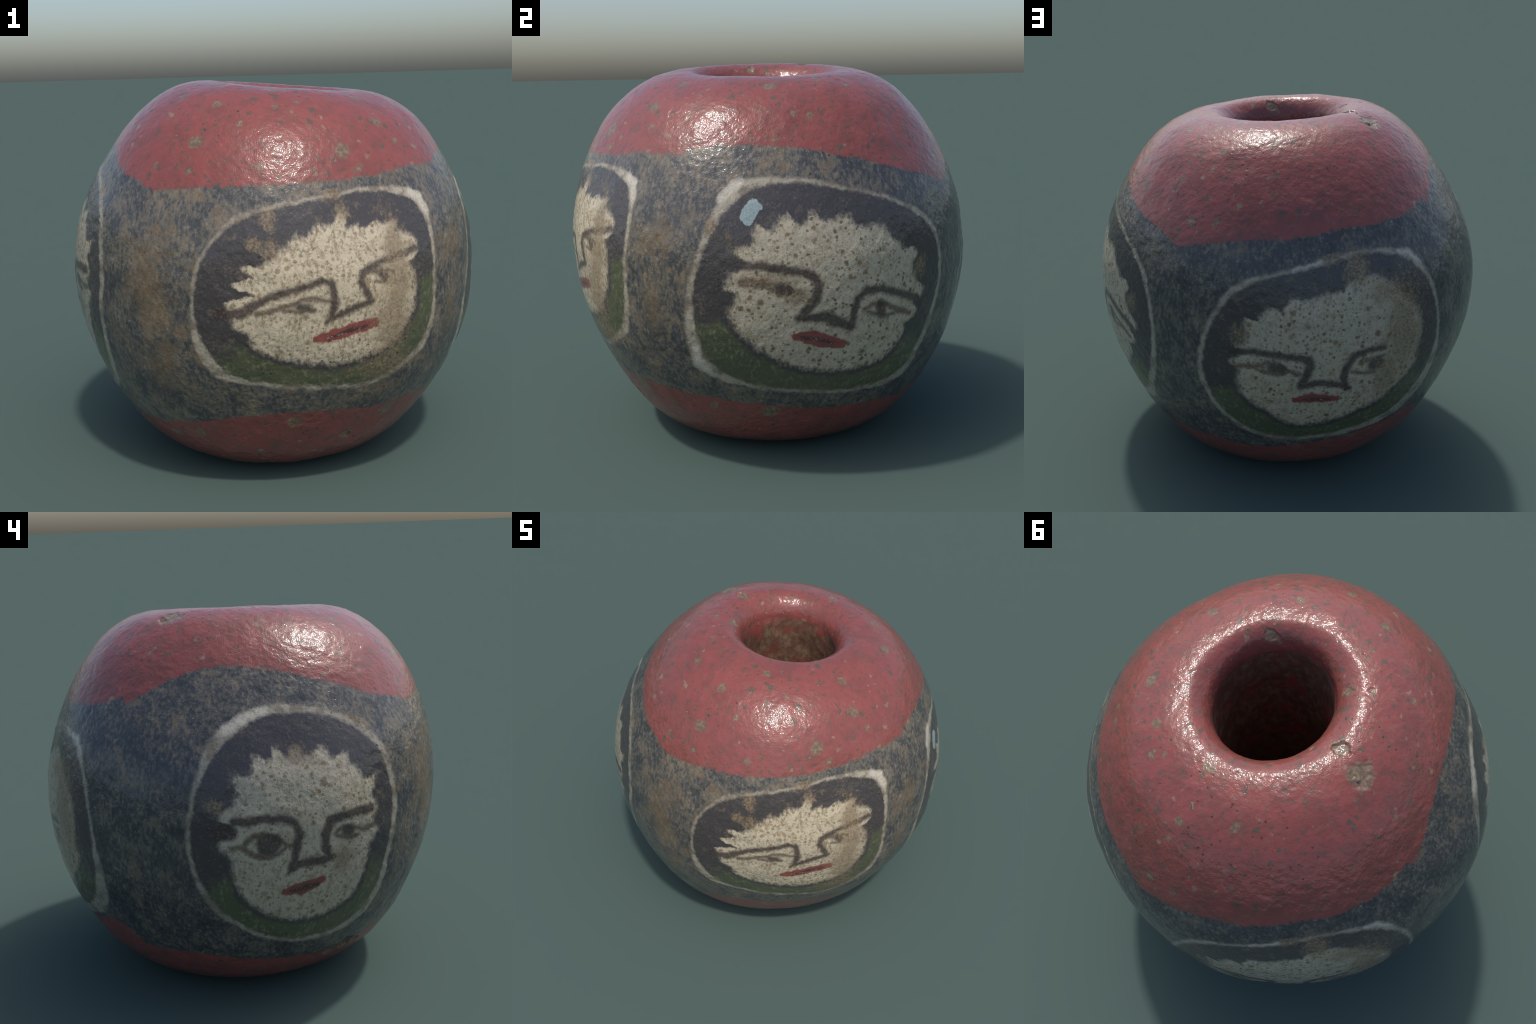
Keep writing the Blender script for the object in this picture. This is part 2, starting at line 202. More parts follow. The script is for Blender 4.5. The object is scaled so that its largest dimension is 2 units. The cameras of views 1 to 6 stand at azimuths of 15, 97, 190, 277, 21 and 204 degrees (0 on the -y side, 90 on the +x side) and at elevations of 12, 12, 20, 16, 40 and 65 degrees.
def hermite(p0, t0, p1, t1, n):
    s = np.linspace(0, 1, n + 1)[1:-1, None, None]
    return ((2 * s ** 3 - 3 * s ** 2 + 1) * p0 + (s ** 3 - 2 * s ** 2 + s) * t0 + (-2 * s ** 3 + 3 * s ** 2) * p1 + (s ** 3 - s ** 2) * t1)


def build_surface():
    az = np.arange(COLUMNS) * 360.0 / COLUMNS
    a = np.radians(az)
    out = np.stack([np.sin(a), -np.cos(a)], 1)
    table = around(np.array([MERIDIANS[k] for k in sorted(MERIDIANS)]), COLUMNS).T          # (polar, columns)
    polar = np.linspace(np.radians(32), np.radians(150), OUTER)
    radius = natural_spline(POLAR, table, polar)
    for s_az, s_polar, amount, w_az, w_polar in SWELLS:
        da = (az - s_az + 180) % 360 - 180
        radius += amount * np.exp(-0.5 * (da[None, :] / w_az) ** 2 - 0.5 * ((np.degrees(polar)[:, None] - s_polar) / w_polar) ** 2)
    rho, z = radius * np.sin(polar)[:, None], HEART + radius * np.cos(polar)[:, None]
    outer = np.stack([rho * out[:, 0], rho * out[:, 1], z], -1)

    crest = np.concatenate([ring(TOP_CREST, az), (TOP_CREST["height"] + TOP_CREST["tilt"] * np.cos(np.radians(az - TOP_CREST["tilt_azimuth"])))[:, None]], 1)
    foot = np.concatenate([ring(FOOT_CREST, az), np.full((COLUMNS, 1), FOOT_CREST["height"])], 1)
    start, end = outer[1] - outer[0], outer[-1] - outer[-2]

    def unit(v):
        return v / np.linalg.norm(v, axis=-1, keepdims=True)

    flat_top = unit((outer[0] - crest) * [1, 1, 0])
    span_top = np.linalg.norm(outer[0] - crest, axis=1, keepdims=True)
    shoulder = hermite(crest, flat_top * span_top, outer[0], unit(start) * span_top, SHOULDER)
    flat_foot = unit((foot - outer[-1]) * [1, 1, 0])
    span_foot = np.linalg.norm(outer[-1] - foot, axis=1, keepdims=True)
    heel = hermite(outer[-1], unit(end) * span_foot, foot, flat_foot * span_foot, SHOULDER)

    throat = np.concatenate([ring(TOP_THROAT, az), crest[:, 2:] - TOP_THROAT["drop"]], 1)
    under = np.concatenate([ring(FOOT_THROAT, az), foot[:, 2:] + FOOT_THROAT["rise"]], 1)
    t = (np.linspace(0, np.pi / 2, LIP + 1))[:, None, None]
    blend = np.concatenate([np.sin(t), np.sin(t), 1 - np.cos(t)], -1)
    lip = crest + (throat - crest) * blend                                  # crest -> throat
    lower = foot + (under - foot) * blend                                   # foot -> under
    s = np.linspace(0, 1, BORE + 1)[1:-1, None, None]
    bore = under + (throat - under) * s                                     # upward
    bore[..., :2] -= BORE_WAIST * np.clip(4 * s * (1 - s), 0, 1) ** 0.35 * out
    rows = np.concatenate([lip[::-1], shoulder, outer, heel, lower, bore])  # throat .. crest .. foot .. under .. throat
    zone = np.concatenate([np.zeros(LIP + 1), np.full(len(shoulder) + OUTER + len(heel), 1), np.full(LIP + 1, 2), np.full(len(bore), 3)])
    return rows, zone


def grid_normals(rows):
    du = np.roll(rows, -1, 0) - np.roll(rows, 1, 0)
    dv = np.roll(rows, -1, 1) - np.roll(rows, 1, 1)
    n = np.cross(du, dv)
    n /= np.linalg.norm(n, axis=-1, keepdims=True) + 1e-12
    return n


rows, zone = build_surface()
normal = grid_normals(rows)
if (normal[200, :, :2] * rows[200, :, :2]).sum() < 0:
    normal = -normal
    FLIP = True
else:
    FLIP = False
flat = rows.reshape(-1, 3)
fn = normal.reshape(-1, 3)
is_bore = np.repeat(zone == 3, COLUMNS)
lump = 0.0030 * lattice_noise(flat, 5.5, 1) + 0.0016 * lattice_noise(flat, 13, 2) + 0.0010 * lattice_noise(flat, 34, 3) + 0.0006 * lattice_noise(flat, 70, 4)
rough_bore = 0.006 * lattice_noise(flat, 9, 5) + 0.004 * lattice_noise(flat * [1, 1, 1.6], 26, 6)
fade = np.clip((1.72 - flat[:, 2]) / 0.08, 0, 1) * np.clip((flat[:, 2] - 0.07) / 0.08, 0, 1)
offset = np.where(is_bore, rough_bore * fade, lump)
for cx, cy, cz, cr, depth in CHIPS:
    d = np.linalg.norm(flat - [cx, cy, cz], axis=1) / cr
    near = d < 2
    d[near] += 0.45 * lattice_noise(flat[near], 26, 8) + 0.2 * lattice_noise(flat[near], 70, 9)
    offset -= depth * np.clip((1.05 - d) / 0.3, 0, 1) * (0.75 + 0.25 * np.clip(1 - d, 0, 1))
for p, q in zip(CRACK, CRACK[1:]):
    p, q = np.array(p), np.array(q)
    h = np.clip(((flat - p) @ (q - p)) / ((q - p) @ (q - p)), 0, 1)
    d = np.linalg.norm(flat - p - h[:, None] * (q - p) + 0.006 * lattice_noise(flat, 25, 10)[:, None], axis=1)
    offset -= 0.0015 * np.clip(1 - d / 0.008, 0, 1)
flat = flat + fn * offset[:, None]
flat[:, 2] -= flat[:, 2].min()
rows = flat.reshape(rows.shape)
normal = grid_normals(rows) * (-1 if FLIP else 1)
fn = normal.reshape(-1, 3)

# --------------------------------------------------------------------------
# PARTS: every quad of the grid is given to one part
# --------------------------------------------------------------------------
R = len(rows)
ii, jj = np.meshgrid(np.arange(R), np.arange(COLUMNS), indexing="ij")
i2, j2 = (ii + 1) % R, (jj + 1) % COLUMNS
quads = np.stack([ii * COLUMNS + jj, i2 * COLUMNS + jj, i2 * COLUMNS + j2, ii * COLUMNS + j2], -1).reshape(-1, 4)
e1, e2 = flat[quads[:, 1]] - flat[quads[:, 0]], flat[quads[:, 3]] - flat[quads[:, 0]]
if (np.einsum("ij,ij->i", np.cross(e1, e2), fn[quads[:, 0]]) < 0).mean() > 0.5:
    quads = quads[:, ::-1]
mid = flat[quads].mean(1)
mid_az = np.degrees(np.arctan2(mid[:, 0], -mid[:, 1])) % 360
qzone = np.repeat(zone, COLUMNS).astype(int)
outside = qzone == 1


def stroke_distance(u, v, strokes):
    """Distance to tapered strokes (negative inside)."""
    best = np.full(len(u), 9.0)
    for line in strokes:
        for (ax, ay, aw), (bx, by, bw) in zip(line, line[1:]):
            dx, dy = bx - ax, by - ay
            h = np.clip(((u - ax) * dx + (v - ay) * dy) / (dx * dx + dy * dy), 0, 1)
            best = np.minimum(best, np.hypot(u - ax - h * dx, v - ay - h * dy) - aw - h * (bw - aw))
    return best


part = np.full(len(quads), "", dtype=object)
part[qzone == 3] = "bore"
part[(qzone == 0) | (outside & (mid[:, 2] > periodic(CAP_EDGE, mid_az)))] = "red_cap"
part[(qzone == 2) | (outside & (mid[:, 2] < periodic(FOOT_EDGE, mid_az)))] = "red_foot"
part[part == ""] = "blue_band"
MARGIN, CHIN = 0.018, 0.030
for key, pan in PANELS.items():
    u = np.radians((mid_az - pan["azimuth"] + 180) % 360 - 180)
    v = mid[:, 2] - pan["height"]
    near = outside & (np.abs(u) < 0.8) & (np.abs(v) < 0.75)
    idx = np.nonzero(near)[0]
    u, v = u[idx], v[idx]
    th, r = np.degrees(np.arctan2(v, u)) % 360, np.hypot(u, v)
    step = 360 / len(pan["frame_radius"])
    knots = np.arange(len(pan["frame_radius"])) * step
    r_in = np.interp(th, knots, pan["frame_radius"], period=360)
    r_out = r_in + np.interp(th, knots, pan["frame_width"], period=360)
    face = periodic(pan["hairline"], th)
    name = np.full(len(idx), "", dtype=object)
    name[r < r_out + MARGIN] = "frame"
    name[r < r_in] = "hair"
    lo, hi = pan["garment"]
    low = ((th - lo) % 360) < ((hi - lo) % 360)
    name[low & (r < r_in) & (r > face + CHIN)] = "garment"
    name[r < np.minimum(face, r_in)] = "face"
    inside = r < r_in
    for label, keys in (("eyebrow_and_nose_line", "brow_and_nose"), ("eye", "eyelid"), ("eye", "pupil"), ("mouth", "lip")):
        name[inside & (stroke_distance(u, v, pan[keys]) < 0.002)] = label
    if "chip" in pan:
        name[stroke_distance(u, v, pan["chip"]) < 0.001] = "pale_chip"
    hit = name != ""
    part[idx[hit]] = np.array([f"{key}:{n}" for n in name[hit]], dtype=object)
for n, (x, y, z, r) in enumerate(INCLUSIONS):
    if r < 0.02:
        continue
    d = np.linalg.norm(mid - [x, y, z], axis=1)
    own = (d < r) & np.isin(part, ["red_cap", "red_foot"])
    if own.sum() > 20:
        part[own] = f"inclusion:{n}"

# --------------------------------------------------------------------------
# MATERIALS
# --------------------------------------------------------------------------
class Nodes:
    """Short-hand for building a node tree."""

    def __init__(self, tree):
        self.tree = tree

    def put(self, socket, value):
        if isinstance(value, bpy.types.NodeSocket):
            self.tree.links.new(value, socket)
        elif value is not None:
            if socket.type == "RGBA" and len(value) == 3:
                value = (*value, 1)
            socket.default_value = value

    def new(self, kind, *values, **props):
        node = self.tree.nodes.new(kind)
        for k, v in props.items():
            setattr(node, k, v)
        for i, v in enumerate(values):
            self.put(node.inputs[i], v)
        return node

    def math(self, op, a, b=None, c=None, clamp=False):
        return self.new("ShaderNodeMath", a, b, c, operation=op, use_clamp=clamp).outputs[0]

    def vec(self, op, a, b=None):
        node = self.new("ShaderNodeVectorMath", a, b, operation=op)
        return node.outputs["Value" if op in ("LENGTH", "DISTANCE", "DOT_PRODUCT") else "Vector"]

    def scaled(self, p, factors):
        return self.vec("MULTIPLY", p, factors)

    def noise(self, p, scale, detail=2.0, rough=0.5, distortion=0.0, colour=False):
        node = self.new("ShaderNodeTexNoise")
        self.put(node.inputs["Vector"], p)
        node.inputs["Scale"].default_value = scale
        node.inputs["Detail"].default_value = detail
        node.inputs["Roughness"].default_value = rough
        node.inputs["Distortion"].default_value = distortion
        return node.outputs[1 if colour else 0]

    def voronoi(self, p, scale, colour=False, jitter=1.0):
        node = self.new("ShaderNodeTexVoronoi")
        self.put(node.inputs["Vector"], p)
        node.inputs["Scale"].default_value = scale
        node.inputs["Randomness"].default_value = jitter
        return (node.outputs["Distance"], node.outputs["Color"])

    def step(self, x, lo, hi, a=0.0, b=1.0):
        node = self.new("ShaderNodeMapRange", interpolation_type="SMOOTHSTEP")
        for i, v in enumerate((x, lo, hi, a, b)):
            self.put(node.inputs[i], v)
        return node.outputs[0]

    def mix(self, fac, a, b):
        node = self.new("ShaderNodeMix", data_type="RGBA")
        self.put(node.inputs[0], fac)
        self.put(node.inputs[6], a)
        self.put(node.inputs[7], b)
        return node.outputs[2]

    def curve(self, x, points):
        """Piecewise-linear lookup, x and y in 0..1."""
        node = self.new("ShaderNodeFloatCurve")
        self.put(node.inputs["Value"], x)
        c = node.mapping.curves[0]
        pts = sorted(points)
        while len(c.points) < len(pts):
            c.points.new(0.5, 0.5)
        for cp, (px, py) in zip(c.points, pts):
            cp.location = (px, py)
            cp.handle_type = "VECTOR"
        node.mapping.update()
        return node.outputs[0]

    def angle_curve(self, turn, points, unit=1.0):
        """Lookup over a full turn (0..1); points are (degrees, value)."""
        x, y = np.array(sorted(points), float).T
        end = float(np.interp(0, x, y, period=360)) / unit
        pts = [(0.0, end)] + [(a / 360, b / unit) for a, b in zip(x, y) if 0 < a < 360] + [(1.0, end)]
        out = self.curve(turn, pts)
        return out if unit == 1 else self.math("MULTIPLY", out, unit)

    def ramp(self, x, stops):
        node = self.new("ShaderNodeValToRGB", x)
        e = node.color_ramp.elements
        while len(e) < len(stops):
            e.new(0.5)
        for el, (pos, col) in zip(e, stops):
            el.position, el.color = pos, (*col, 1)
        return node.outputs[0]

    def group(self, tree):
        return self.new("ShaderNodeGroup", node_tree=tree)


def new_group(name, outputs, inputs=()):
    tree = bpy.data.node_groups.new(name, "ShaderNodeTree")
    for n, t in inputs:
        tree.interface.new_socket(n, in_out="INPUT", socket_type=t)
    for n, t in outputs:
        tree.interface.new_socket(n, in_out="OUTPUT", socket_type=t)
    g = Nodes(tree)
    return tree, g, tree.nodes.new("NodeGroupInput"), tree.nodes.new("NodeGroupOutput")


FLOAT, COLOUR, VECTOR = "NodeSocketFloat", "NodeSocketColor", "NodeSocketVector"

# ---- one tapered stroke segment: distance minus half width -----------------
SEGMENT, g, gi, go = new_group("stroke_segment", [("Distance", FLOAT)], [("P", VECTOR), ("A", VECTOR), ("AB", VECTOR), ("ABn", VECTOR), ("Wa", FLOAT), ("dW", FLOAT)])
pa = g.vec("SUBTRACT", gi.outputs["P"], gi.outputs["A"])
h = g.math("MINIMUM", g.math("MAXIMUM", g.vec("DOT_PRODUCT", pa, gi.outputs["ABn"]), 0.0), 1.0)
near = g.new("ShaderNodeVectorMath", gi.outputs["AB"], operation="SCALE")
g.put(near.inputs["Scale"], h)
d = g.vec("DISTANCE", pa, near.outputs[0])
g.put(go.inputs[0], g.math("SUBTRACT", d, g.math("MULTIPLY_ADD", h, gi.outputs["dW"], gi.outputs["Wa"])))


def strokes(g, p, lines):
    best = None
    for line in lines:
        for (ax, ay, aw), (bx, by, bw) in zip(line, line[1:]):
            dx, dy = bx - ax, by - ay
            l2 = dx * dx + dy * dy
            n = g.group(SEGMENT)
            for k, v in (("P", p), ("A", (ax, ay, 0)), ("AB", (dx, dy, 0)), ("ABn", (dx / l2, dy / l2, 0)), ("Wa", aw), ("dW", bw - aw)):
                g.put(n.inputs[k], v)
            best = n.outputs[0] if best is None else g.math("MINIMUM", best, n.outputs[0])
    return best


# ---- fine relief shared by all the glass ------------------------------------
RELIEF, g, gi, go = new_group("glass_relief", [("Normal", VECTOR), ("Pits", FLOAT)])
P = g.new("ShaderNodeTexCoord").outputs["Object"]
peel = g.noise(P, 70, 2, 0.5, 0.3)
ripple = g.noise(g.scaled(P, (1, 1, 1.7)), 24, 2, 0.5)
grain = g.noise(P, 150, 1, 0.5)
pd, pc = g.voronoi(P, 34)
zone_mask = g.step(g.noise(P, 2.6, 1), 0.50, 0.64)
psel = g.step(g.new("ShaderNodeSeparateColor", pc).outputs[0], 0.62, 0.66)
pit = g.math("MULTIPLY", g.math("MULTIPLY", g.step(g.math("ADD", pd, g.math("MULTIPLY", grain, 0.2)), 0.36, 0.20), psel), zone_mask)
height = g.math("ADD", g.math("MULTIPLY", peel, 1.0), g.math("ADD", g.math("MULTIPLY", ripple, 0.9), g.math("MULTIPLY", grain, 0.7)))
height = g.math("SUBTRACT", height, g.math("MULTIPLY", pit, 0.5))
bump = g.new("ShaderNodeBump")
bump.inputs["Strength"].default_value = 1.0
bump.inputs["Distance"].default_value = 0.00125
g.put(bump.inputs["Height"], height)
g.put(go.inputs[0], bump.outputs[0])
g.put(go.inputs[1], pit)

# ---- body colours: red caps, blue band and the edges between them -----------
RED, RED_DEEP, RED_PINK = (0.262, 0.070, 0.060), (0.205, 0.064, 0.054), (0.26, 0.11, 0.09)
OLIVE, TAN, OCHRE = (0.105, 0.080, 0.058), (0.25, 0.19, 0.12), (0.20, 0.125, 0.058)
SLATE, SLATE_BLUE, SLATE_GREY = (0.068, 0.066, 0.064), (0.062, 0.064, 0.068), (0.112, 0.105, 0.092)

BODY, g, gi, go = new_group("bead_glass", [("Color", COLOUR), ("Red", FLOAT)])
P = g.new("ShaderNodeTexCoord").outputs["Object"]
xyz = g.new("ShaderNodeSeparateXYZ", P)
X, Y, Z = xyz.outputs
turn = g.math("FRACT", g.math("ADD", g.math("DIVIDE", g.math("ARCTAN2", X, g.math("MULTIPLY", Y, -1.0)), TAU), 1.0))
wob = g.noise(P, 38, 3, 0.6)
wob2 = g.noise(g.scaled(P, (1, 1, 0.35)), 90, 2, 0.6)
edge_z = g.math("ADD", Z, g.math("ADD", g.math("MULTIPLY_ADD", wob, 0.03, -0.015), g.math("MULTIPLY_ADD", wob2, 0.02, -0.01)))
cap = g.step(g.math("SUBTRACT", edge_z, g.angle_curve(turn, CAP_EDGE, 2.0)), -0.004, 0.006)
footm = g.step(g.math("SUBTRACT", g.angle_curve(turn, FOOT_EDGE, 2.0), edge_z), -0.004, 0.006)
red_mask = g.math("MAXIMUM", cap, footm)

# red glass
red = g.mix(g.step(g.noise(P, 11, 3, 0.6), 0.35, 0.7), RED, RED_DEEP)
red = g.mix(g.math("MULTIPLY", g.step(g.noise(P, 30, 3, 0.6), 0.5, 0.75), 0.45), red, RED_PINK)
red = g.mix(g.math("MULTIPLY", g.step(g.noise(P, 60, 4, 0.65), 0.50, 0.72), 0.55), red, (0.155, 0.065, 0.052))
warp = g.vec("ADD", P, g.scaled(g.vec("SUBTRACT", g.noise(P, 38, 3, 0.6, colour=True), (0.5, 0.5, 0.5)), (0.05, 0.05, 0.05)))
for scale, keep, size, strength in ((12, 0.50, 0.20, 0.85), (21, 0.35, 0.30, 0.9), (40, 0.25, 0.36, 0.85)):
    dist, col = g.voronoi(warp, scale)
    cell = g.new("ShaderNodeSeparateColor", col)
    radius = g.math("MULTIPLY", g.step(cell.outputs[0], keep, 1.0), size)
    spot = g.step(g.math("SUBTRACT", dist, radius), 0.09, -0.09)
    spot = g.math("MULTIPLY", g.math("MULTIPLY", spot, g.step(cell.outputs[0], keep, keep + 0.03)), strength)
    tone = g.mix(g.step(cell.outputs[1], 0.88, 0.94), OLIVE, (0.26, 0.175, 0.125))
    red = g.mix(spot, red, tone)
blob = None
for x, y, z, r in INCLUSIONS + [c[:4] for c in CHIPS]:
    d = g.math("DIVIDE", g.vec("DISTANCE", warp, (x, y, z)), r * 1.08)
    blob = d if blob is None else g.math("MINIMUM", blob, d)
tan = g.mix(g.step(g.noise(P, 60, 3, 0.6), 0.40, 0.66), (0.135, 0.105, 0.066), (0.24, 0.185, 0.115))
red = g.mix(g.math("MULTIPLY", g.step(blob, 1.25, 0.7), 0.85), red, tan)
crack = None
for p, q in zip(CRACK, CRACK[1:]):
    pq = [b - a for a, b in zip(p, q)]
    l2 = sum(c * c for c in pq)
    n = g.group(SEGMENT)
    for k, v in (("P", warp), ("A", p), ("AB", pq), ("ABn", [c / l2 for c in pq]), ("Wa", 0.003), ("dW", 0.0)):
        g.put(n.inputs[k], v)
    crack = n.outputs[0] if crack is None else g.math("MINIMUM", crack, n.outputs[0])
red = g.mix(g.math("MULTIPLY", g.step(crack, 0.007, 0.0), 0.4), red, (0.10, 0.05, 0.045))

# blue band: slate glass, weathered with tan streaks and ochre patches
hue = g.math("MULTIPLY", g.angle_curve(turn, [(10, 0.15), (60, 0.2), (110, 0.35), (150, 0.8), (200, 0.85), (250, 0.9), (280, 0.5), (320, 0.5), (350, 0.2)]),
             g.step(g.noise(P, 6, 2, 0.5), 0.30, 0.65))
deep = g.mix(hue, SLATE, SLATE_BLUE)
stain_amount = g.angle_curve(turn, [(0, 0.66), (20, 0.66), (45, 0.66), (70, 0.62), (90, 0.56), (120, 0.52), (150, 0.44), (180, 0.40), (220, 0.42), (245, 0.45), (270, 0.46), (300, 0.46), (325, 0.56), (342, 0.72)])
broad = g.noise(P, 9, 4, 0.6)
fibre = g.noise(g.scaled(P, (1, 1, 0.5)), 62, 4, 0.62, 0.3)
cover = g.math("ADD", g.math("MULTIPLY", g.math("SUBTRACT", broad, 0.5), 0.75), g.math("ADD", g.math("MULTIPLY_ADD", stain_amount, 0.30, -0.035), g.math("MULTIPLY", fibre, 0.80)))
blue = g.mix(g.step(cover, 0.30, 0.46), (0.045, 0.045, 0.046), deep)
blue = g.mix(g.step(cover, 0.45, 0.58), blue, SLATE_GREY)
blue = g.mix(g.math("MULTIPLY", g.step(cover, 0.50, 0.76), 0.68), blue, g.mix(g.step(g.noise(P, 13, 3, 0.6), 0.42, 0.66), TAN, OCHRE))
patch = None
for az, z, ru, rz in ((340, 1.02, 0.10, 0.15), (343, 0.90, 0.08, 0.10), (342.5, 0.62, 0.08, 0.12), (67, 0.80, 0.04, 0.12), (70, 1.12, 0.06, 0.09), (248, 1.40, 0.05, 0.04)):
    q = (math.sin(math.radians(az)) * 0.98, -math.cos(math.radians(az)) * 0.98, z)
    e = g.vec("LENGTH", g.scaled(g.vec("SUBTRACT", warp, q), (1 / ru, 1 / ru, 1 / rz)))
    patch = e if patch is None else g.math("MINIMUM", patch, e)
patch = g.math("ADD", patch, g.math("MULTIPLY_ADD", fibre, 5.0, -2.4))
blue = g.mix(g.math("MULTIPLY", g.step(patch, 1.3, 0.35), 0.55), blue, g.mix(g.step(fibre, 0.4, 0.65), OCHRE, (0.20, 0.15, 0.085)))
fleck = g.noise(g.scaled(P, (1, 1, 0.7)), 62, 3, 0.6)
blue = g.mix(g.math("MULTIPLY", g.step(fleck, 0.57, 0.76), 0.5), blue, (0.30, 0.27, 0.21))
blue = g.mix(g.math("MULTIPLY", g.step(fleck, 0.44, 0.28), 0.45), blue, (0.034, 0.034, 0.034))
g.put(go.inputs[0], g.mix(red_mask, blue, red))
g.put(go.inputs[1], red_mask)


def finish(mat, g, colour, roughness=0.34, specular=0.22, coat=0.55):
    relief = g.group(RELIEF)
    dark = g.mix(g.math("MULTIPLY", relief.outputs[1], 0.7), colour, (0.02, 0.02, 0.02))
    bsdf = g.new("ShaderNodeBsdfPrincipled")
    out = g.new("ShaderNodeOutputMaterial")
    g.put(bsdf.inputs["Base Color"], dark)
    g.put(bsdf.inputs["Roughness"], roughness)
    g.put(bsdf.inputs["Specular IOR Level"], specular)
    g.put(bsdf.inputs["Normal"], relief.outputs[0])
    g.put(bsdf.inputs["Coat Weight"], coat)
    g.put(bsdf.inputs["Coat Roughness"], 0.045)
    g.put(bsdf.inputs["Coat Normal"], relief.outputs[0])
    g.put(out.inputs["Surface"], bsdf.outputs[0])


def new_material(name):
    mat = bpy.data.materials.new(name)
    mat.use_nodes = True
    mat.node_tree.nodes.clear()
    return mat, Nodes(mat.node_tree)


def body_material(name):
    mat, g = new_material(name)
    b = g.group(BODY)
    finish(mat, g, b.outputs[0])
    return mat


def bore_material():
    mat, g = new_material("weathered_bore")
    b = g.group(BODY)
    P = g.new("ShaderNodeTexCoord").outputs["Object"]
    z = g.new("ShaderNodeSeparateXYZ", P).outputs[2]
    n = g.noise(g.scaled(P, (1, 1, 0.7)), 26, 4, 0.65)
    earth = g.mix(g.step(n, 0.42, 0.66), (0.13, 0.065, 0.045), (0.19, 0.13, 0.08))
    earth = g.mix(g.step(g.noise(P, 7, 3, 0.6), 0.52, 0.68), earth, (0.24, 0.055, 0.045))
    worn = g.step(g.math("ADD", z, g.math("MULTIPLY_ADD", n, 0.12, -0.06)), 1.70, 1.65)
    finish(mat, g, g.mix(worn, b.outputs[0], earth), 0.6, 0.3, 0.0)
    return mat


HAIR, HAIR_WORN, INK = (0.060, 0.053, 0.052), (0.13, 0.108, 0.088), (0.056, 0.041, 0.038)
GREEN, GREEN_LIGHT, LIP_RED = (0.088, 0.095, 0.054), (0.17, 0.175, 0.10), (0.22, 0.052, 0.046)
BONE, BONE_COOL, BONE_SHADE, BONE_BROWN = (0.54, 0.46, 0.33), (0.41, 0.36, 0.27), (0.29, 0.225, 0.14), (0.105, 0.070, 0.038)


